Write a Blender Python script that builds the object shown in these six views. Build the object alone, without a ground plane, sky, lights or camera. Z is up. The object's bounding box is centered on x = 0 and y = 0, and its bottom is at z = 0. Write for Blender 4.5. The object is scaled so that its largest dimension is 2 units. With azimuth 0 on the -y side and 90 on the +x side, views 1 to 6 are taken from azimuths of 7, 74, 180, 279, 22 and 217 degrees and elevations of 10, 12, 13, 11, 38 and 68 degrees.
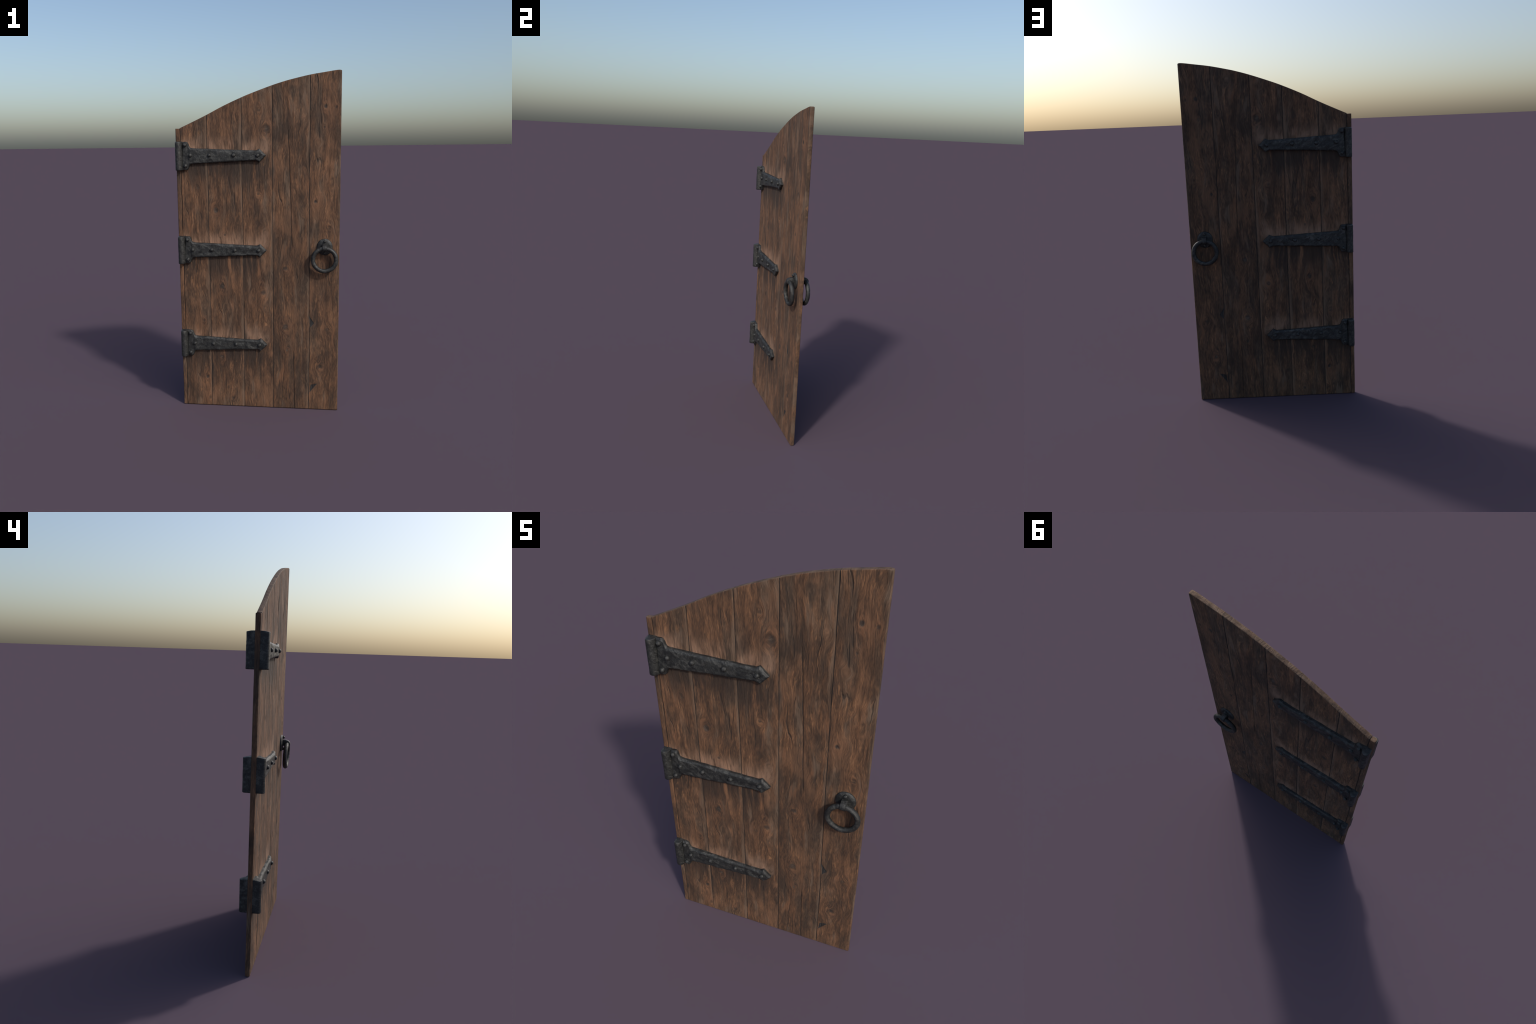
"""Weathered arched plank door leaf with forged strap hinges and ring pulls on both faces."""
import bpy, bmesh, math, random
from mathutils import Vector, noise

random.seed(7)
for o in list(bpy.data.objects):
    bpy.data.objects.remove(o, do_unlink=True)

# ------------------------------------------------------------------ sizes
T = 0.0124                       # half thickness of the planks
XR = 0.477                       # free (handle) edge
STILE_L, STILE_R = -0.4775, -0.4515
STILE_TOP = 1.694
# lines where one plank meets the next, as (z, x) control points
SEAMS = [
    [(0, -0.4540), (0.55, -0.4525), (1.08, -0.4520), (1.70, -0.4500)],
    [(0, -0.2960), (0.47, -0.2940), (0.71, -0.2915), (1.03, -0.2940), (1.45, -0.2915), (1.63, -0.2932), (1.80, -0.2920)],
    [(0, -0.0920), (0.45, -0.0900), (0.76, -0.0890), (1.04, -0.0885), (1.48, -0.0910), (1.88, -0.0905)],
    [(0, 0.0870), (0.72, 0.0880), (1.26, 0.0870), (1.48, 0.0870), (1.95, 0.0880)],
    [(0, 0.3020), (0.25, 0.3020), (0.43, 0.3045), (0.57, 0.3020), (1.04, 0.3000), (1.48, 0.3000), (1.70, 0.3020), (2.0, 0.3010)],
]
ARC = [(-0.46, 1.6930), (-0.392, 1.7230), (-0.293, 1.7685), (-0.198, 1.8155), (-0.091, 1.8620), (-0.02, 1.8890), (0.088, 1.9260),
       (0.158, 1.9465), (0.196, 1.9560), (0.300, 1.9780), (0.388, 1.9910), (0.447, 1.9992), (0.468, 2.0000), (0.477, 1.9970)]
# long splits inside boards: (z, x) path, width, strength
SPLITS = {
    3: [([(1.00, 0.2005), (1.04, 0.199), (1.115, 0.196), (1.337, 0.191), (1.483, 0.186), (1.60, 0.181), (1.68, 0.177)], 0.0030, 1.0),
        ([(1.72, 0.1525), (1.80, 0.152), (1.94, 0.149)], 0.0024, 0.5),
        ([(0.0, 0.2150), (0.097, 0.213), (0.24, 0.211), (0.36, 0.2085)], 0.0030, 1.0),
        ([(0.64, 0.158), (0.72, 0.1545), (0.83, 0.151)], 0.0024, 0.6)],
    1: [([(1.30, -0.152), (1.38, -0.166), (1.43, -0.176)], 0.0045, 0.7)],
    2: [([(0.60, -0.012), (0.65, -0.009), (0.72, -0.006)], 0.0028, 0.7),
        ([(0.79, 0.036), (0.815, 0.024), (0.845, 0.013)], 0.0040, 0.8),
        ([(1.33, 0.012), (1.43, 0.008), (1.50, 0.004)], 0.0032, 0.45)],
    0: [([(1.66, -0.342), (1.70, -0.340), (1.735, -0.339)], 0.0024, 0.4)],
    4: [([(1.06, 0.462), (1.11, 0.448), (1.16, 0.441)], 0.0040, 0.5)],
}
# knots: x, z, radius across, radius along, darkness
KNOTS = {
    0: [(-0.353, 1.352, 0.006, 0.010, 0.6), (-0.322, 0.186, 0.010, 0.012, 1.0), (-0.335, 0.545, 0.006, 0.010, 0.6), (-0.308, 0.048, 0.010, 0.014, 0.5)],
    1: [(-0.248, 1.222, 0.014, 0.017, 0.75), (-0.198, 1.075, 0.007, 0.009, 0.7), (-0.217, 0.763, 0.011, 0.016, 0.9), (-0.228, 0.318, 0.010, 0.011, 0.7),
        (-0.165, 0.050, 0.011, 0.012, 0.5)],
    2: [(0.058, 1.688, 0.017, 0.021, 0.85), (0.015, 1.790, 0.010, 0.012, 0.35), (0.005, 1.320, 0.009, 0.012, 0.5), (0.030, 0.727, 0.016, 0.016, 0.8),
        (-0.026, 0.690, 0.009, 0.014, 0.5)],
    3: [(0.163, 0.878, 0.013, 0.012, 0.8), (0.163, 0.520, 0.014, 0.018, 0.8), (0.171, 0.372, 0.008, 0.012, 0.8)],
    4: [(0.390, 1.806, 0.011, 0.013, 1.0), (0.448, 1.801, 0.007, 0.010, 0.7), (0.383, 1.692, 0.006, 0.010, 0.7), (0.336, 1.272, 0.010, 0.012, 1.0),
        (0.368, 0.277, 0.010, 0.013, 0.9), (0.411, 0.508, 0.012, 0.012, 0.5), (0.418, 1.122, 0.010, 0.012, 0.5)],
}
# slate coloured chips broken out beside the last seam (three corners each)
CHIPS = {4: [[(0.303, 0.592), (0.333, 0.545), (0.308, 0.515)], [(0.314, 0.158), (0.356, 0.167), (0.306, 0.104)]]}
HINGES = [1.5375, 0.9845, 0.4055]
HANDLE = (0.3915, 1.0080)


def lerp(tab, t):
    if t <= tab[0][0]:
        return tab[0][1]
    for (a, va), (b, vb) in zip(tab, tab[1:]):
        if t <= b:
            return va + (vb - va) * (t - a) / (b - a)
    return tab[-1][1]


def smooth_lerp(tab, t):
    """Catmull-Rom through the table, for the arched top."""
    n = len(tab)
    if t <= tab[0][0]:
        return tab[0][1]
    for i in range(n - 1):
        a, b = tab[i], tab[i + 1]
        if t <= b[0]:
            p = tab[i - 1] if i else a
            q = tab[i + 2] if i + 2 < n else b
            h = b[0] - a[0]
            u = (t - a[0]) / h
            ma = (b[1] - p[1]) / (b[0] - p[0]) * h
            mb = (q[1] - a[1]) / (q[0] - a[0]) * h
            return ((2*u**3 - 3*u**2 + 1) * a[1] + (u**3 - 2*u**2 + u) * ma + (-2*u**3 + 3*u**2) * b[1] + (u**3 - u**2) * mb)
    return tab[-1][1]


def sstep(a, b, x):
    t = max(0.0, min(1.0, (x - a) / (b - a)))
    return t * t * (3 - 2 * t)


# ------------------------------------------------------------------ shader helper
class Net:
    def __init__(self, name):
        self.mat = bpy.data.materials.new(name)
        self.mat.use_nodes = True
        self.t = self.mat.node_tree
        self.t.nodes.clear()
        self.out = self.t.nodes.new('ShaderNodeOutputMaterial')
        self.bsdf = self.t.nodes.new('ShaderNodeBsdfPrincipled')
        self.t.links.new(self.bsdf.outputs[0], self.out.inputs[0])

    def put(self, sock, v):
        if isinstance(v, bpy.types.NodeSocket):
            self.t.links.new(v, sock)
        elif v is not None:
            sock.default_value = v

    def m(self, op, a, b=None, c=None, clamp=False):
        n = self.t.nodes.new('ShaderNodeMath')
        n.operation = op
        n.use_clamp = clamp
        self.put(n.inputs[0], a)
        self.put(n.inputs[1], b)
        self.put(n.inputs[2], c)
        return n.outputs[0]

    def add(self, a, b): return self.m('ADD', a, b)
    def sub(self, a, b): return self.m('SUBTRACT', a, b)
    def mul(self, a, b): return self.m('MULTIPLY', a, b)
    def mx(self, a, b): return self.m('MAXIMUM', a, b)
    def mn(self, a, b): return self.m('MINIMUM', a, b)

    def step(self, v, lo, hi, a=0.0, b=1.0):
        n = self.t.nodes.new('ShaderNodeMapRange')
        n.interpolation_type = 'SMOOTHSTEP'
        self.put(n.inputs[0], v)
        for i, k in zip((1, 2, 3, 4), (lo, hi, a, b)):
            self.put(n.inputs[i], k)
        return n.outputs[0]

    def vec(self, x, y, z):
        n = self.t.nodes.new('ShaderNodeCombineXYZ')
        for i, k in enumerate((x, y, z)):
            self.put(n.inputs[i], k)
        return n.outputs[0]

    def noise(self, v, scale=1.0, detail=4.0, rough=0.55, dist=0.0):
        n = self.t.nodes.new('ShaderNodeTexNoise')
        self.put(n.inputs['Vector'], v)
        n.inputs['Scale'].default_value = scale
        n.inputs['Detail'].default_value = detail
        n.inputs['Roughness'].default_value = rough
        n.inputs['Distortion'].default_value = dist
        return n.outputs[0]

    def ramp(self, v, stops):
        n = self.t.nodes.new('ShaderNodeValToRGB')
        self.put(n.inputs[0], v)
        e = n.color_ramp.elements
        while len(e) < len(stops):
            e.new(0.5)
        for k, (p, c) in zip(e, stops):
            k.position = p
            k.color = (*c, 1)
        return n.outputs[0]

    def mix(self, f, a, b, mode='MIX'):
        n = self.t.nodes.new('ShaderNodeMix')
        n.data_type = 'RGBA'
        n.blend_type = mode
        self.put(n.inputs[0], f)
        self.put(n.inputs[6], a if isinstance(a, bpy.types.NodeSocket) else (*a, 1))
        self.put(n.inputs[7], b if isinstance(b, bpy.types.NodeSocket) else (*b, 1))
        return n.outputs[2]

    def curve(self, v, pts, lo, hi):
        """x = f(z): path given as (z, x) points, values remapped to lo..hi."""
        z0, z1 = pts[0][0], pts[-1][0]
        n = self.t.nodes.new('ShaderNodeFloatCurve')
        self.put(n.inputs[1], self.m('DIVIDE', self.sub(v, z0), z1 - z0, clamp=True))
        c = n.mapping.curves[0]
        norm = [((z - z0) / (z1 - z0), (x - lo) / (hi - lo)) for z, x in pts]
        c.points[0].location = norm[0]
        c.points[1].location = norm[-1]
        for q in norm[1:-1]:
            c.points.new(*q)
        for q in c.points:
            q.handle_type = 'VECTOR'
        n.mapping.update()
        return self.add(self.mul(n.outputs[0], hi - lo), lo)

    def bump(self, h, dist, strength=1.0):
        n = self.t.nodes.new('ShaderNodeBump')
        n.inputs['Strength'].default_value = strength
        n.inputs['Distance'].default_value = dist
        self.put(n.inputs['Height'], h)
        return n.outputs[0]

    def objxyz(self):
        tc = self.t.nodes.new('ShaderNodeTexCoord')
        s = self.t.nodes.new('ShaderNodeSeparateXYZ')
        self.t.links.new(tc.outputs['Object'], s.inputs[0])
        return tc.outputs['Object'], s.outputs[0], s.outputs[1], s.outputs[2]


# ------------------------------------------------------------------ wood
def wood(idx, seed, bright, grey, seam_l=None, seam_r=None):
    n = Net('aged_plank_wood')
    _, x, y, z = n.objxyz()
    sx, sz = seed * 3.71, seed * 5.13
    # flow field: big wander, smaller wiggle, bending round knots
    X = n.add(x, sx)
    Z = n.add(z, sz)
    w1 = n.sub(n.noise(n.vec(n.mul(X, 6.0), n.mul(y, 5.0), n.mul(Z, 2.6)), 1, 2, 0.5), 0.5)
    w2 = n.sub(n.noise(n.vec(n.mul(X, 17.0), n.mul(y, 8.0), n.mul(Z, 7.0)), 1, 2, 0.5), 0.5)
    curl = n.step(n.noise(n.vec(n.mul(n.add(X, 7.0), 8.0), n.mul(y, 5.0), n.mul(Z, 5.0)), 1, 2, 0.5), 0.46, 0.66, 0.012, 0.072)
    u = n.add(x, n.add(n.mul(w1, 0.075), n.mul(w2, curl)))
    if idx == 9:
        u = n.add(u, n.mul(y, 1.3))
    knot = None
    halo = None
    for (kx, kz, rx, rz, s) in KNOTS.get(idx, []):
        dx, dz = n.sub(x, kx), n.sub(z, kz)
        q = n.add(n.m('POWER', n.m('ABSOLUTE', n.m('DIVIDE', dx, rx)), 2.0), n.m('POWER', n.m('ABSOLUTE', n.m('DIVIDE', dz, rz)), 2.0))
        q = n.add(q, n.mul(w2, 1.8))
        # cover a wider, longer field for the bend of the grain
        qb = n.add(n.m('POWER', n.m('ABSOLUTE', n.m('DIVIDE', dx, rx * 2.6)), 2.0), n.m('POWER', n.m('ABSOLUTE', n.m('DIVIDE', dz, rz * 3.6)), 2.0))
        g = n.m('EXPONENT', n.mul(qb, -1.0))
        u = n.sub(u, n.mul(n.mul(dx, g), 0.85))
        k = n.mul(n.step(q, 0.15, 1.15, 1, 0), s)
        knot = k if knot is None else n.mx(knot, k)
        h = n.mul(n.mul(g, n.step(q, 0.9, 1.6)), s)
        halo = h if halo is None else n.mx(halo, h)
    U = n.add(u, sx)
    broad = n.noise(n.vec(n.mul(U, 30.0), n.mul(y, 10.0), n.mul(Z, 2.4)), 1, 3, 0.55)
    mid = n.noise(n.vec(n.mul(U, 100.0), n.mul(y, 24.0), n.mul(Z, 12.5)), 1, 4, 0.62)
    fine = n.noise(n.vec(n.mul(U, 290.0), n.mul(y, 60.0), n.mul(Z, 46.0)), 1, 3, 0.6)
    patch = n.noise(n.vec(n.mul(X, 9.0), n.mul(y, 6.0), n.mul(Z, 4.0)), 1, 3, 0.6, 0.6)
    hue = n.noise(n.vec(n.mul(n.add(U, 4.0), 15.0), n.mul(y, 6.0), n.mul(Z, 2.2)), 1, 4, 0.6)
    f = n.add(n.add(n.mul(broad, 0.20), n.mul(mid, 0.33)), n.add(n.mul(fine, 0.28), n.mul(patch, 0.19)))
    b = bright
    warm = n.ramp(f, [(0.36, (0.030*b, 0.0170*b, 0.0108*b)), (0.44, (0.060*b, 0.0315*b, 0.0180*b)), (0.505, (0.094*b, 0.0480*b, 0.0262*b)),
                      (0.565, (0.150*b, 0.0750*b, 0.0395*b)), (0.66, (0.290*b, 0.1560*b, 0.0850*b))])
    cool = n.ramp(f, [(0.36, (0.027*b, 0.0185*b, 0.0140*b)), (0.44, (0.050*b, 0.0330*b, 0.0230*b)), (0.505, (0.074*b, 0.0480*b, 0.0330*b)),
                      (0.565, (0.108*b, 0.0710*b, 0.0490*b)), (0.66, (0.190*b, 0.1330*b, 0.0950*b))])
    col = n.mix(n.step(hue, 0.46 - grey, 0.68 - grey, 0.0, 0.85), warm, cool)
    tone = n.noise(n.vec(n.mul(n.add(X, 11.0), 7.0), n.mul(y, 4.0), n.mul(n.add(Z, 6.0), 3.6)), 1, 3, 0.6, 0.5)
    col = n.mix(n.step(tone, 0.50, 0.32, 0.0, 0.68), col, (0.034*b, 0.0205*b, 0.0138*b))
    col = n.mix(n.step(tone, 0.53, 0.70, 0.0, 0.46), col, (0.205*b, 0.1080*b, 0.0620*b))
    # orange flecks where the surface has been rubbed open along the grain
    fleck = n.mul(n.step(n.noise(n.vec(n.mul(U, 190.0), n.mul(y, 30.0), n.mul(Z, 24.0)), 1, 2, 0.5), 0.58, 0.70), n.step(patch, 0.42, 0.60))
    col = n.mix(n.mul(fleck, 0.60), col, (0.285*b, 0.147*b, 0.075*b))
    # dark weathering veins
    vein = n.mul(n.step(n.noise(n.vec(n.mul(n.add(U, 9.0), 75.0), n.mul(y, 14.0), n.mul(Z, 9.0)), 1, 3, 0.5), 0.60, 0.74), 0.52)
    col = n.mix(vein, col, (0.025, 0.0175, 0.0140))
    stains = n.mul(n.step(n.noise(n.vec(n.mul(n.add(X, 3.0), 15.0), n.mul(y, 6.0), n.mul(Z, 4.5)), 1, 4, 0.6), 0.54, 0.72), 0.66)
    col = n.mix(stains, col, (0.037, 0.0230, 0.0160))
    bare = n.mul(n.step(n.noise(n.vec(n.mul(n.add(U, 5.0), 22.0), n.mul(y, 6.0), n.mul(n.add(Z, 2.0), 5.0)), 1, 3, 0.6), 0.54, 0.68), 0.58)
    col = n.mix(bare, col, n.mix(n.step(hue, 0.42, 0.58), (0.215*b, 0.104*b, 0.055*b), (0.165*b, 0.116*b, 0.086*b)))
    check = n.m('ABSOLUTE', n.sub(n.noise(n.vec(n.mul(n.add(U, 2.0), 15.0), n.mul(y, 4.0), n.mul(Z, 1.5)), 1, 2, 0.5), 0.5))
    cmask = n.mul(n.step(check, 0.016, 0.004), n.step(n.noise(n.vec(n.mul(n.add(X, 8.0), 16.0), 0.0, n.mul(Z, 4.0)), 1, 2, 0.5), 0.54, 0.64))
    col = n.mix(n.mul(cmask, 0.62), col, (0.020, 0.0150, 0.0125))
    # baked shade painted as dark streaks under straps, baked light as paling above
    if idx in (0, 1, 2):
        for hz in HINGES:
            below = n.mul(n.mul(n.step(z, hz - 0.30, hz - 0.06), n.step(z, hz - 0.02, hz - 0.035)), n.step(n.add(x, n.mul(w2, 0.10)), 0.045, -0.005))
            streak = n.step(n.add(n.noise(n.vec(n.mul(U, 36.0), 0.0, n.mul(Z, 1.4)), 1, 3, 0.6), n.mul(below, 0.18)), 0.54, 0.68)
            col = n.mix(n.mul(n.mul(below, streak), 0.84), col, (0.022, 0.0140, 0.0105))
            above = n.mul(n.mul(n.step(z, hz + 0.13, hz + 0.04), n.step(z, hz + 0.0, hz + 0.03)), n.step(n.add(x, n.mul(w2, 0.10)), 0.075, 0.02))
            baked_pale = n.step(n.add(patch, n.mul(mid, 0.5)), 0.56, 0.90)
            col = n.mix(n.mul(n.mul(above, baked_pale), 0.80), col, (0.265, 0.165, 0.118))
    if idx == 2:  # wood lightened in soft ovals for the baked light around strap heads
        for hz, cx, cz, rx, rz in ((HINGES[0], 0.052, 0.060, 0.030, 0.060), (HINGES[1], 0.042, 0.062, 0.026, 0.070), (HINGES[2], 0.044, 0.026, 0.024, 0.034),
                                   (HINGES[2], -0.018, 0.085, 0.016, 0.055)):
            q = n.add(n.m('POWER', n.m('ABSOLUTE', n.m('DIVIDE', n.sub(x, cx), rx)), 2.0), n.m('POWER', n.m('ABSOLUTE', n.m('DIVIDE', n.sub(z, hz + cz), rz)), 2.0))
            q = n.add(q, n.mul(n.sub(mid, 0.5), 3.4))
            col = n.mix(n.mul(n.mul(n.step(q, 0.0, 1.7, 1, 0), n.step(n.add(n.mul(fine, 0.5), n.mul(mid, 0.5)), 0.36, 0.56, 0.25, 1.0)), 0.60), col, (0.185, 0.122, 0.090))
    # rubbed arris: pale strip along the board's edges
    if seam_r is not None:
        xr = n.curve(z, seam_r, -0.5, 0.5) if not isinstance(seam_r, float) else seam_r
        d = n.sub(xr, x)
        e = n.mul(n.step(n.add(d, n.mul(n.sub(patch, 0.5), 0.055)), 0.003, 0.017, 1, 0), n.step(broad, 0.36, 0.60))
        col = n.mix(n.mul(e, 0.55), col, (0.165, 0.115, 0.084))
        col = n.mix(n.mul(n.step(n.add(d, n.mul(n.sub(mid, 0.5), 0.002)), 0.0008, 0.0024, 1, 0), 0.80), col, (0.018, 0.014, 0.012))
    if seam_l is not None:
        # blackish patches that start at the joint
        dl = n.sub(x, n.curve(z, seam_l, -0.5, 0.5))
        dark_patch = n.step(n.noise(n.vec(seed * 2.7, 0.0, n.mul(Z, 4.2)), 1, 2, 0.5), 0.50, 0.68)
        dl = n.add(dl, n.mul(n.sub(patch, 0.5), 0.030))
        col = n.mix(n.mul(n.mul(dark_patch, n.step(dl, 0.004, 0.030, 1, 0)), 0.72), col, (0.022, 0.0165, 0.0140))
        d = n.sub(n.sub(x, n.curve(z, seam_l, -0.5, 0.5)), n.mul(n.step(n.noise(n.vec(seed, 0.0, n.mul(Z, 9.0)), 1, 3, 0.6), 0.60, 0.36), -0.0022))
        d = n.sub(d, 0.0022)
        d = n.add(d, 0.0012)
        col = n.mix(n.mul(n.step(n.add(d, n.mul(n.sub(mid, 0.5), 0.003)), 0.0012, 0.0046, 1, 0), 0.88), col, (0.016, 0.012, 0.011))
    # splits
    for pts, wdt, s in SPLITS.get(idx, []):
        d = n.m('ABSOLUTE', n.sub(x, n.add(n.curve(z, pts, -0.5, 0.5), n.mul(w2, 0.010))))
        inside = n.mul(n.step(z, pts[0][0] - 0.002, pts[0][0] + 0.03), n.step(z, pts[-1][0] + 0.002, pts[-1][0] - 0.04))
        k = n.mul(n.step(d, wdt * 0.2, wdt * 0.75, 1, 0), n.mul(inside, s * 0.9))
        col = n.mix(k, col, (0.016, 0.013, 0.012))
    # knots
    if knot is not None:
        col = n.mix(n.mul(n.mul(halo, n.step(fine, 0.42, 0.58)), 0.55), col, (0.170, 0.080, 0.044))
        col = n.mix(n.mul(knot, 0.86), col, n.mix(n.step(fine, 0.45, 0.65), (0.018, 0.015, 0.014), (0.060, 0.052, 0.047)))
    # chips
    for tri in CHIPS.get(idx, []):
        inside = None
        cx = sum(p[0] for p in tri) / 3
        cz = sum(p[1] for p in tri) / 3
        for a, c in zip(tri, tri[1:] + tri[:1]):
            ex, ez = c[0] - a[0], c[1] - a[1]
            L = math.hypot(ex, ez)
            nx, nz = -ez / L, ex / L
            if (cx - a[0]) * nx + (cz - a[1]) * nz < 0:
                nx, nz = -nx, -nz
            dd = n.add(n.mul(n.sub(x, a[0]), nx), n.mul(n.sub(z, a[1]), nz))
            inside = dd if inside is None else n.mn(inside, dd)
        inside = n.add(inside, n.mul(w2, 0.004))
        col = n.mix(n.mul(n.step(inside, -0.0006, 0.0012), 0.9), col, n.mix(n.step(mid, 0.4, 0.6), (0.007, 0.009, 0.011), (0.018, 0.024, 0.029)))
    # sawn end grain: shorter fibres, softer figure
    geo = n.t.nodes.new('ShaderNodeNewGeometry')
    nz = n.t.nodes.new('ShaderNodeSeparateXYZ')
    n.t.links.new(geo.outputs['Normal'], nz.inputs[0])
    endgrain = n.noise(n.vec(n.mul(x, 22.0), n.mul(y, 60.0), n.mul(z, 22.0)), 1, 4, 0.6)
    col = n.mix(n.mul(n.step(n.m('ABSOLUTE', nz.outputs[2]), 0.62, 0.85), 0.8), col,
                n.ramp(endgrain, [(0.36, (0.060, 0.036, 0.023)), (0.50, (0.104, 0.064, 0.041)), (0.64, (0.155, 0.104, 0.072))]))
    col = n.mix(1.0, col, (1.00, 0.955, 0.87), 'MULTIPLY')
    n.put(n.bsdf.inputs['Base Color'], col)
    n.put(n.bsdf.inputs['Roughness'], n.step(f, 0.35, 0.65, 0.88, 0.74))
    n.bsdf.inputs['Specular IOR Level'].default_value = 0.5
    hgt = n.sub(n.add(n.mul(mid, 0.6), n.add(n.mul(fine, 0.3), n.mul(broad, 0.8))), n.mul(cmask, 0.4))
    n.put(n.bsdf.inputs['Normal'], n.bump(hgt, 0.0060, 1.0))
    return n.mat


def iron(seed, base=1.0):
    n = Net('forged_iron')
    p, x, y, z = n.objxyz()
    v = n.vec(n.add(x, seed * 2.3), y, n.add(z, seed * 1.7))
    big = n.noise(n.vec(n.add(x, n.add(n.mul(z, 0.7), seed * 2.3)), y, n.add(z, seed * 1.7)), 30, 4, 0.62, 1.0)
    mid = n.noise(v, 75, 5, 0.65, 1.2)
    fine = n.noise(v, 260, 3, 0.6)
    f = n.add(n.add(n.mul(big, 0.54), n.mul(mid, 0.36)), n.mul(fine, 0.10))
    b = base
    col = n.ramp(f, [(0.38, (0.0060*b, 0.0066*b, 0.0070*b)), (0.47, (0.0135*b, 0.0144*b, 0.0145*b)), (0.53, (0.0290*b, 0.0302*b, 0.0290*b)), (0.61, (0.0740*b, 0.0745*b, 0.0690*b))])
    rust = n.mul(n.step(n.noise(v, 40, 5, 0.7, 1.5), 0.60, 0.72), n.step(fine, 0.45, 0.6))
    col = n.mix(n.mul(rust, 0.40), col, (0.060, 0.036, 0.024))
    n.put(n.bsdf.inputs['Base Color'], col)
    n.put(n.bsdf.inputs['Roughness'], n.step(f, 0.35, 0.65, 0.62, 0.48))
    n.bsdf.inputs['Specular IOR Level'].default_value = 0.5
    n.put(n.bsdf.inputs['Normal'], n.bump(n.add(n.mul(mid, 0.7), n.mul(fine, 0.25)), 0.004, 0.8))
    return n.mat


# ------------------------------------------------------------------ object helpers
root = bpy.data.objects.new('wooden_door', None)
root.empty_display_size = 0.3
root['label'] = 'weathered arched plank door with black strap hinges and ring pulls'
root['category'] = 'door'
bpy.context.collection.objects.link(root)


def obj(name, mesh, parent, mats=(), angle=35, **kw):
    o = bpy.data.objects.new(name, mesh)
    bpy.context.collection.objects.link(o)
    o.parent = parent
    if mats and not mesh.materials:
        for m in mats:
            mesh.materials.append(m)
    for k, v in kw.items():
        setattr(o, k, v)
    return o


def finish(name, verts, faces, angle=35):
    me = bpy.data.meshes.new(name)
    me.from_pydata(verts, [], faces)
    bm = bmesh.new()
    bm.from_mesh(me)
    bmesh.ops.recalc_face_normals(bm, faces=bm.faces)
    bm.to_mesh(me)
    bm.free()
    me.shade_smooth()
    me.set_sharp_from_angle(angle=math.radians(angle))
    return me


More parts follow.
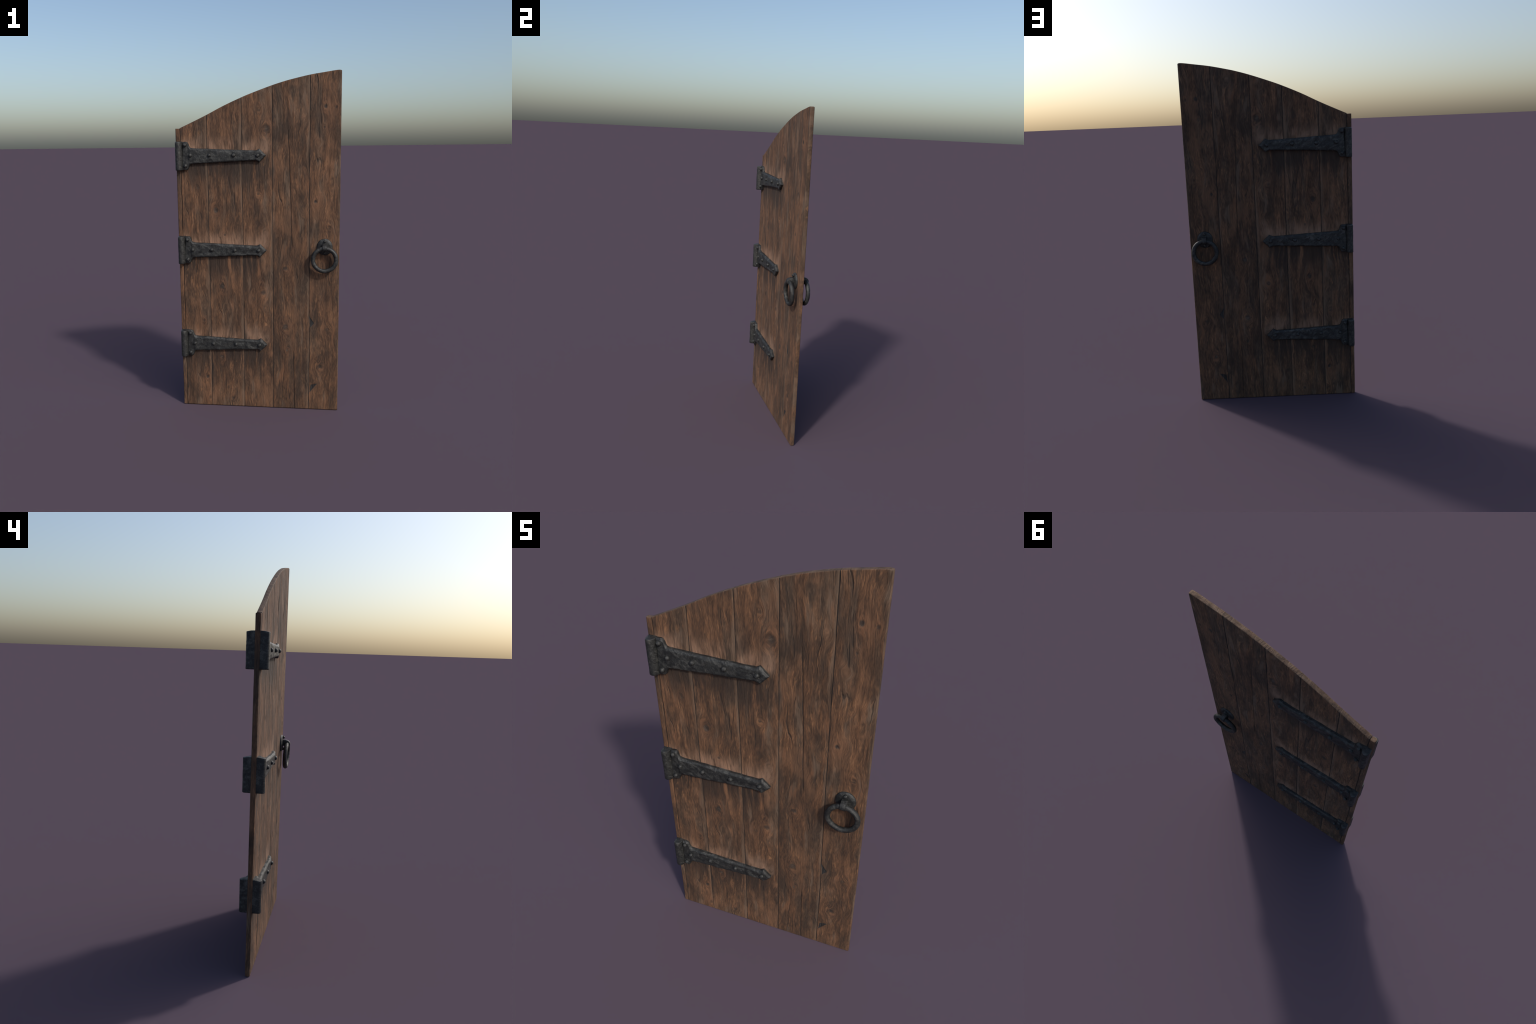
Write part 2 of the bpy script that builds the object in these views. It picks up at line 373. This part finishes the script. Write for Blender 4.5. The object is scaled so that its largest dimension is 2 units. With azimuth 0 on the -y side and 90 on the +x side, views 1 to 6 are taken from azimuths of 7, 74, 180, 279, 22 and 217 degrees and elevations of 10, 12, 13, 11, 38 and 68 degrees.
def board(name, idx, left, right, top, free_l, free_r, seed, nx_step=0.0026, nz_step=0.0075, half=T, edge=0.0042):
    """One board: rows along z, a closed loop of columns across front and back per row."""
    xm0 = left(1.0)
    xm1 = right(1.0)
    W = xm1 - xm0
    # column positions as (side, distance) so that they follow the wandering edge
    near = [0.0, 0.0007, 0.0015, 0.0025, 0.0040, 0.0060]
    ncol = max(2, int((W - 0.014) / nx_step))
    cols = [('L', d) for d in near] + [('M', (i + 1) / (ncol + 1)) for i in range(ncol)] + [('R', d) for d in reversed(near)]

    def colx(c, z):
        l, r = left(z), right(z)
        k, d = c
        if k == 'L':
            return l + d
        if k == 'R':
            return r - d
        a, b = l + near[-1], r - near[-1]
        return a + (b - a) * d

    ztop = top(0.5 * (xm0 + xm1))
    nrow = int(ztop / nz_step)
    rows = [0.0, 0.0007, 0.0018, 0.0035]                       # distance from the sawn bottom
    rows = [('B', d) for d in rows] + [('M', (i + 1) / (nrow + 1)) for i in range(nrow)] + [('T', d) for d in (0.0040, 0.0025, 0.0013, 0.0005, 0.0)]

    def relief(x, z, dl, dr, dt, db):
        n1 = noise.fractal(Vector((x * 9 + seed * 7, 0, z * 1.3)), 1.0, 2.0, 3)
        n2 = noise.fractal(Vector((x * 45 + seed * 3, 5, z * 4.0)), 1.0, 2.0, 3)
        n3 = noise.fractal(Vector((x * 14 + seed, 9, z * 6.0)), 1.0, 2.0, 3)
        rim = sstep(0.0, 0.012, min(dt, db)) * (sstep(0.0, 0.014, dl) if free_l else 1.0) * (sstep(0.0, 0.014, dr) if free_r else 1.0)
        h = (0.0009 * n1 + 0.0007 * n2 - 0.0019 * sstep(0.25, 0.8, n3)) * rim
        for kx, kz, rx, rz, s in KNOTS.get(idx, []):
            q = ((x - kx) / rx) ** 2 + ((z - kz) / rz) ** 2
            if q < 9:
                h -= s * 0.0026 * math.exp(-q * 1.4) - s * 0.0009 * math.exp(-(q - 2.2) ** 2)
        for pts, w, s in SPLITS.get(idx, []):
            if pts[0][0] <= z <= pts[-1][0]:
                d = abs(x - lerp(pts, z)) / w
                if d < 2:
                    h -= s * 0.0034 * math.exp(-(d * 1.3) ** 2)
        for tri in CHIPS.get(idx, []):
            m = 9
            cx = sum(p[0] for p in tri) / 3
            cz = sum(p[1] for p in tri) / 3
            for a, c in zip(tri, tri[1:] + tri[:1]):
                ex, ez = c[0] - a[0], c[1] - a[1]
                L = math.hypot(ex, ez)
                nn = (-ez / L, ex / L)
                sg = 1 if (cx - a[0]) * nn[0] + (cz - a[1]) * nn[1] > 0 else -1
                m = min(m, sg * ((x - a[0]) * nn[0] + (z - a[1]) * nn[1]))
            h -= 0.0030 * sstep(-0.001, 0.003, m)
        # edges
        for d, free, side_key in ((dl, free_l, 3.0), (dr, free_r, 8.0)):
            if free:
                r = edge
                if d < r:
                    h -= r - math.sqrt(max(0, r * r - (r - d) ** 2))
            else:
                fade = 0.02 + 0.98 * sstep(0.001, 0.012, dt)
                r = 0.0030 + 0.0026 * noise.fractal(Vector((z * 9, seed, side_key)), 1.0, 2.0, 3)
                r = max(0.0014, min(0.0062, r)) * fade
                if d < r:
                    h -= 1.35 * (r - math.sqrt(max(0, r * r - (r - d) ** 2)))
                h -= 0.0007 * math.exp(-(d / 0.010)) * fade * (0.5 + noise.noise(Vector((z * 5, seed, side_key + 4))))
        for d in (dt, db):
            r = 0.0036
            if d < r:
                h -= (r - math.sqrt(max(0, r * r - (r - d) ** 2))) * 0.9
        return h

    verts, faces = [], []
    nc = len(cols)
    for k, d in rows:
        front, back = [], []
        for c in cols:
            zt0 = top(colx(c, ztop))
            if k == 'B':
                z = d
            elif k == 'T':
                z = zt0 - d
            else:
                z = 0.0035 + (zt0 - 0.0040 - 0.0035) * d
            x = colx(c, z)
            zt = top(x)
            if k == 'T':
                z = zt - d
            h = relief(x, z, x - left(z), right(z) - x, zt - z, z)
            front.append((x, -(half + h), z))
            back.append((x, half + h, z))
        verts += front + back[::-1]
    n = 2 * nc
    for r in range(len(rows) - 1):
        for c in range(n):
            c2 = (c + 1) % n
            faces.append((r * n + c, r * n + c2, (r + 1) * n + c2, (r + 1) * n + c))
    for base in (0, (len(rows) - 1) * n):
        for c in range(nc - 1):
            faces.append((base + c, base + c + 1, base + n - 2 - c, base + n - 1 - c))
    me = finish(name, verts, faces, 50)
    return me


arc = lambda x: smooth_lerp(ARC, x)
OVER = 0.0006          # boards let into each other a little so that no light comes through
seam = [lambda z, s=s, k=k: lerp(s, z) + 0.0011 * noise.fractal(Vector((z * 8, k * 3.3, 1.7)), 1.0, 2.0, 3) for k, s in enumerate(SEAMS)]

# tone of each board: brightness, greyness
TONES = [(0.94, 0.0), (0.94, 0.0), (0.94, 0.0), (0.83, 0.04), (0.89, 0.0)]
for i in range(5):
    l = (lambda z, i=i: seam[i](z) - (OVER if i else 0.0))
    r = (lambda z, i=i: seam[i + 1](z) + OVER) if i < 4 else (lambda z: XR + 0.0006 * noise.noise(Vector((z * 5, 2, 2))))
    me = board('plank', i, l, r, arc, False, i == 4, seed=i + 1.0)
    obj('plank', me, root, [wood(i, i + 1.0, *TONES[i], SEAMS[i], SEAMS[i + 1] if i < 4 else XR + 0.012)])

# hinge-side edge strip, a touch thicker, swelling slightly behind each hinge
me = board('edge_strip', 9, lambda z: STILE_L + 0.0005 * noise.noise(Vector((z * 6, 4, 1))), lambda z: seam[0](z) - 0.0006, lambda x: STILE_TOP, True, True, seed=9.0, half=0.0125, edge=0.0060)
obj('edge_strip', me, root, [wood(9, 9.0, 0.95, 0.0)])
# dark tongue behind the joint between strip and first board
tv, tf = [], []
for z in (0.004, STILE_TOP - 0.004):
    xs = seam[0](z)
    tv += [(xs - 0.006, -0.0095, z), (xs + 0.004, -0.0095, z), (xs + 0.004, 0.0095, z), (xs - 0.006, 0.0095, z)]
for c in range(4):
    tf.append((c, (c + 1) % 4, 4 + (c + 1) % 4, 4 + c))
tf += [(0, 1, 2, 3), (4, 5, 6, 7)]
obj('joint_tongue', finish('joint_tongue', tv, tf), root, [wood(8, 8.0, 0.35, 0.05)])

# ------------------------------------------------------------------ hinges
STRAP = [(-0.4375, 0.0805), (-0.4130, 0.0810), (-0.4075, 0.0790), (-0.4030, 0.0740), (-0.3995, 0.0660), (-0.3965, 0.0560), (-0.3920, 0.0485),
         (-0.3850, 0.0452), (-0.3700, 0.0437), (-0.2700, 0.0395), (-0.0900, 0.0312), (-0.0200, 0.0287), (-0.0080, 0.0282), (-0.0030, 0.0295), (0.0130, 0.0372), (0.0145, 0.0368),
         (0.0500, 0.0025), (0.0515, 0.0010)]
BOLTS = [(-0.4195, 0.0620), (-0.4185, -0.0575), (-0.3885, 0.0015), (-0.2745, 0.0020), (-0.1360, 0.0015), (0.0052, 0.0010)]


def strap_mesh(seed, side):
    """Tapered strap with a T plate at the knuckle and a spear head; side -1 front, +1 back."""
    xs = []
    for (a, _), (b, _) in zip(STRAP, STRAP[1:]):
        k = max(1, int(round((b - a) / 0.0035)))
        xs += [a + (b - a) * i / k for i in range(k)]
    xs.append(STRAP[-1][0])
    vs = [-1.0, -0.97, -0.90, -0.80, -0.68, -0.52, -0.34, -0.17, 0.0, 0.17, 0.34, 0.52, 0.68, 0.80, 0.90, 0.97, 1.0]
    verts, faces = [], []
    n = len(vs) + 2
    for x in xs:
        h = lerp(STRAP, x) + (0.0002 if x < 0.03 else 0)
        wig = 0.0014 * noise.fractal(Vector((x * 22, seed, 0)), 1.0, 2.0, 2)
        slope = 0.72 if x > 0.0135 else 1.0
        row = []
        for v in vs:
            z = v * (h + (wig if h > 0.02 else 0))
            d = (1 - abs(v)) * h * slope
            d = min(d, x + 0.4395 if x < -0.42 else 9)
            ch, cut = (0.0095, 0.0068) if v > 0 else (0.0060, 0.0030)
            t = 0.0197 - cut * (1 - sstep(0, ch, d)) - 0.0014 * (1 - sstep(0, 0.0016, d))
            t += 0.0027 * noise.fractal(Vector((x * 26 + seed * 5, seed, z * 38)), 1.0, 2.0, 3) + 0.0006 * noise.noise(Vector((x * 120 + seed, 2, z * 120)))
            # slight dish where the T plate folds into the strap
            t -= 0.0030 * math.exp(-((x + 0.402) / 0.007) ** 2) * sstep(0.0, 0.03, abs(z))
            t -= 0.0016 * sstep(-0.395, -0.42, x)
            if x > 0.0135:
                t -= 0.0020 * sstep(0.030, 0.0515, x)
            row.append((x, side * (T + t), z))
        row = [(x, side * (T - 0.0035), row[0][2])] + row + [(x, side * (T - 0.0035), row[-1][2])]
        verts += row
    for r in range(len(xs) - 1):
        for c in range(n - 1):
            faces.append((r * n + c, r * n + c + 1, (r + 1) * n + c + 1, (r + 1) * n + c))
        faces.append((r * n + n - 1, r * n, (r + 1) * n, (r + 1) * n + n - 1))
    faces.append(tuple(range(n)))
    faces.append(tuple(range((len(xs) - 1) * n, len(xs) * n)))
    return finish('hinge', verts, faces, 38)


# cross-section of the knuckle (x, distance out from the door's middle plane)
KNUCKLE = [(-0.4740, 0.0080), (-0.4748, 0.0300), (-0.4745, 0.0420), (-0.4712, 0.0482), (-0.4640, 0.0515), (-0.4560, 0.0528), (-0.4490, 0.0505), (-0.4430, 0.0455),
           (-0.4390, 0.0395), (-0.4365, 0.0330), (-0.4350, 0.0260), (-0.4345, 0.0080)]


def knuckle_mesh(seed, side):
    H = 0.0832
    zs = [-H, -H + 0.0012, -H + 0.0035]
    k = 44
    zs += [-H + 0.0035 + (2 * H - 0.007) * i / k for i in range(1, k)] + [H - 0.0035, H - 0.0012, H]
    cx = -0.4545
    verts, faces = [], []
    n = len(KNUCKLE)
    for z in zs:
        e = H - abs(z)
        sh = 0.0038 * (1 - math.sqrt(max(0.0, 1 - (1 - min(1, e / 0.0038)) ** 2)))
        groove = sum(0.0011 * math.exp(-((z - g) / 0.0018) ** 2) for g in (-0.0275, 0.0275))
        for x, y in KNUCKLE:
            d = sh + groove + 0.0007 * noise.fractal(Vector((x * 60, y * 60 + seed, z * 28 + seed * 9)), 1.0, 2.0, 3)
            dx = (x - cx) / 0.0205
            xx = x - dx * d
            yy = y - (d * 1.1 if y > 0.03 else 0)
            # the cap falls away outwards
            zz = z - (0.0035 * sstep(0.02, 0.052, y) if e < 0.004 and z > 0 else 0)
            verts.append((xx, side * yy, zz))
    for r in range(len(zs) - 1):
        for c in range(n):
            c2 = (c + 1) % n
            faces.append((r * n + c, r * n + c2, (r + 1) * n + c2, (r + 1) * n + c))
    faces.append(tuple(range(n)))
    faces.append(tuple(range((len(zs) - 1) * n, len(zs) * n)))
    return finish('knuckle', verts, faces, 40)


def stud_mesh(r, h, seed):
    """Hand-forged rivet head, pointing to -y from its seat at y = 0."""
    verts, faces = [], []
    seg = 14
    prof = [(1.0, -0.35), (1.0, 0.15), (0.96, 0.42), (0.82, 0.72), (0.55, 0.92), (0.25, 1.0)]
    for pr, ph in prof:
        for s in range(seg):
            a = 2 * math.pi * s / seg
            k = 1 + 0.10 * noise.noise(Vector((math.cos(a) * 1.4, math.sin(a) * 1.4, seed)))
            verts.append((pr * r * k * math.cos(a), -ph * h * (1 + 0.10 * noise.noise(Vector((math.cos(a) * 2, seed, math.sin(a) * 2)))), pr * r * k * math.sin(a)))
    verts.append((0, -h * 1.0, 0))
    for p in range(len(prof) - 1):
        for s in range(seg):
            s2 = (s + 1) % seg
            faces.append((p * seg + s, p * seg + s2, (p + 1) * seg + s2, (p + 1) * seg + s))
    top = (len(prof) - 1) * seg
    for s in range(seg):
        faces.append((top + s, top + (s + 1) % seg, len(verts) - 1))
    faces.append(tuple(range(seg)))
    return finish('rivet', verts, faces, 45)


iron_strap = [iron(k + 1.0, 0.80) for k in range(3)]
iron_knuckle = iron(6.0, 0.72)
iron_rivet = iron(7.0, 0.95)
iron_ring = iron(8.0, 0.72)
stud = stud_mesh(0.0116, 0.0135, 2.0)
stud.materials.append(iron_rivet)
small_stud = stud_mesh(0.0084, 0.0105, 5.0)
small_stud.materials.append(iron_rivet)

rng = random.Random(11)
for side in (-1, 1):
    for k, hz in enumerate(HINGES):
        h = obj('hinge', strap_mesh(k * 3.1 + 1.0, side), root, [iron_strap[k]], location=(0, 0, hz))
        obj('knuckle', knuckle_mesh(k * 2.7 + 2.0, side), h, [iron_knuckle])
        for bx, bz in BOLTS:
            s = obj('rivet', stud, h)
            s.location = (bx + rng.uniform(-0.0012, 0.0012), side * (T + 0.0175), bz + rng.uniform(-0.0012, 0.0012))
            s.rotation_euler = (0, rng.uniform(0, 6.28), 0) if side < 0 else (0, rng.uniform(0, 6.28), math.pi)
            s.scale = [rng.uniform(0.94, 1.06)] * 3

# ------------------------------------------------------------------ ring pulls


def rose_mesh(side):
    RX, RZ = 0.0460, 0.0488
    prof = [(0.0, 0.0125), (0.35, 0.0125), (0.62, 0.0118), (0.80, 0.0104), (0.92, 0.0082), (0.985, 0.0050), (1.0, 0.0020), (1.0, -0.0030)]
    seg = 44
    verts = [(0, side * (T + prof[0][1]), 0)]
    faces = []
    for pr, ph in prof[1:]:
        for s in range(seg):
            a = 2 * math.pi * s / seg
            r = pr * (1 + 0.012 * noise.noise(Vector((math.cos(a) * 2, math.sin(a) * 2, 3))))
            hh = ph + 0.0010 * noise.fractal(Vector((r * math.cos(a) * 2.3, 1, r * math.sin(a) * 2.3)), 1.0, 2.0, 3)
            verts.append((RX * r * math.cos(a), side * (T + hh), RZ * r * math.sin(a)))
    for s in range(seg):
        faces.append((0, 1 + s, 1 + (s + 1) % seg))
    for p in range(len(prof) - 2):
        for s in range(seg):
            s2 = (s + 1) % seg
            faces.append((1 + p * seg + s, 1 + p * seg + s2, 1 + (p + 1) * seg + s2, 1 + (p + 1) * seg + s))
    faces.append(tuple(1 + (len(prof) - 2) * seg + s for s in range(seg)))
    return finish('backplate', verts, faces, 45)


def ring_mesh(side):
    """Forged ring hanging from the loop, slightly leaning in at its foot."""
    R, r = 0.0668, 0.0126
    cz, cy = -0.0705, 0.0472
    su, sv = 72, 16
    verts, faces = [], []
    for i in range(su):
        a = 2 * math.pi * i / su
        rr = r * (1 + 0.04 * noise.noise(Vector((math.cos(a) * 2.2, math.sin(a) * 2.2, 1))))
        for j in range(sv):
            b = 2 * math.pi * j / sv
            k = rr * (1 + 0.050 * noise.noise(Vector((math.cos(a) * 9, math.sin(a) * 9 + math.cos(b), math.sin(b)))))
            rad = R + k * math.cos(b)
            x, z, y = rad * math.cos(a), rad * math.sin(a), k * math.sin(b)
            y += cy + 0.030 * z
            verts.append((x, side * y, z + cz))
    for i in range(su):
        for j in range(sv):
            i2, j2 = (i + 1) % su, (j + 1) % sv
            faces.append((i * sv + j, i2 * sv + j, i2 * sv + j2, i * sv + j2))
    return finish('ring', verts, faces, 60)


def loop_mesh(side):
    """Stout staple that grips the ring: a rounded profile in the y-z plane with some width."""
    prof = [(T + 0.004, 0.0165), (0.0300, 0.0205), (0.0420, 0.0205), (0.0520, 0.0175), (0.0610, 0.0125), (0.0660, 0.0050), (0.0675, -0.0030), (0.0655, -0.0110),
            (0.0590, -0.0175), (0.0490, -0.0200), (0.0400, -0.0195), (0.0310, -0.0150), (T + 0.004, -0.0120)]
    cy, cz = 0.042, 0.0
    verts, faces = [], []
    n = len(prof)
    for sx, k in ((-0.0130, 0.90), (-0.0118, 0.985), (-0.0060, 1.0), (0.0, 1.01), (0.0060, 1.0), (0.0118, 0.985), (0.0130, 0.90)):
        for i, (y, z) in enumerate(prof):
            kk = k * (1 + 0.03 * noise.noise(Vector((i * 0.8, sx * 90, 2))))
            yy = cy + (y - cy) * kk if y > 0.02 else y
            verts.append((sx, side * yy, cz + (z - cz) * kk))
    for r in range(6):
        for c in range(n):
            c2 = (c + 1) % n
            faces.append((r * n + c, r * n + c2, (r + 1) * n + c2, (r + 1) * n + c))
    faces.append(tuple(range(n)))
    faces.append(tuple(range(6 * n, 7 * n)))
    return finish('loop', verts, faces, 40)


for side in (-1, 1):
    hd = obj('ring_pull', rose_mesh(side), root, [iron_ring], location=(HANDLE[0] - (0.0015 if side > 0 else 0), 0, HANDLE[1]))
    obj('ring', ring_mesh(side), hd, [iron_ring])
    obj('loop', loop_mesh(side), hd, [iron_ring])
    for bz in (0.0342, -0.0335):
        s = obj('rivet', small_stud, hd)
        s.location = (0.0006, side * (T + 0.0120), bz)
        s.rotation_euler = (0, rng.uniform(0, 6.28), 0 if side < 0 else math.pi)
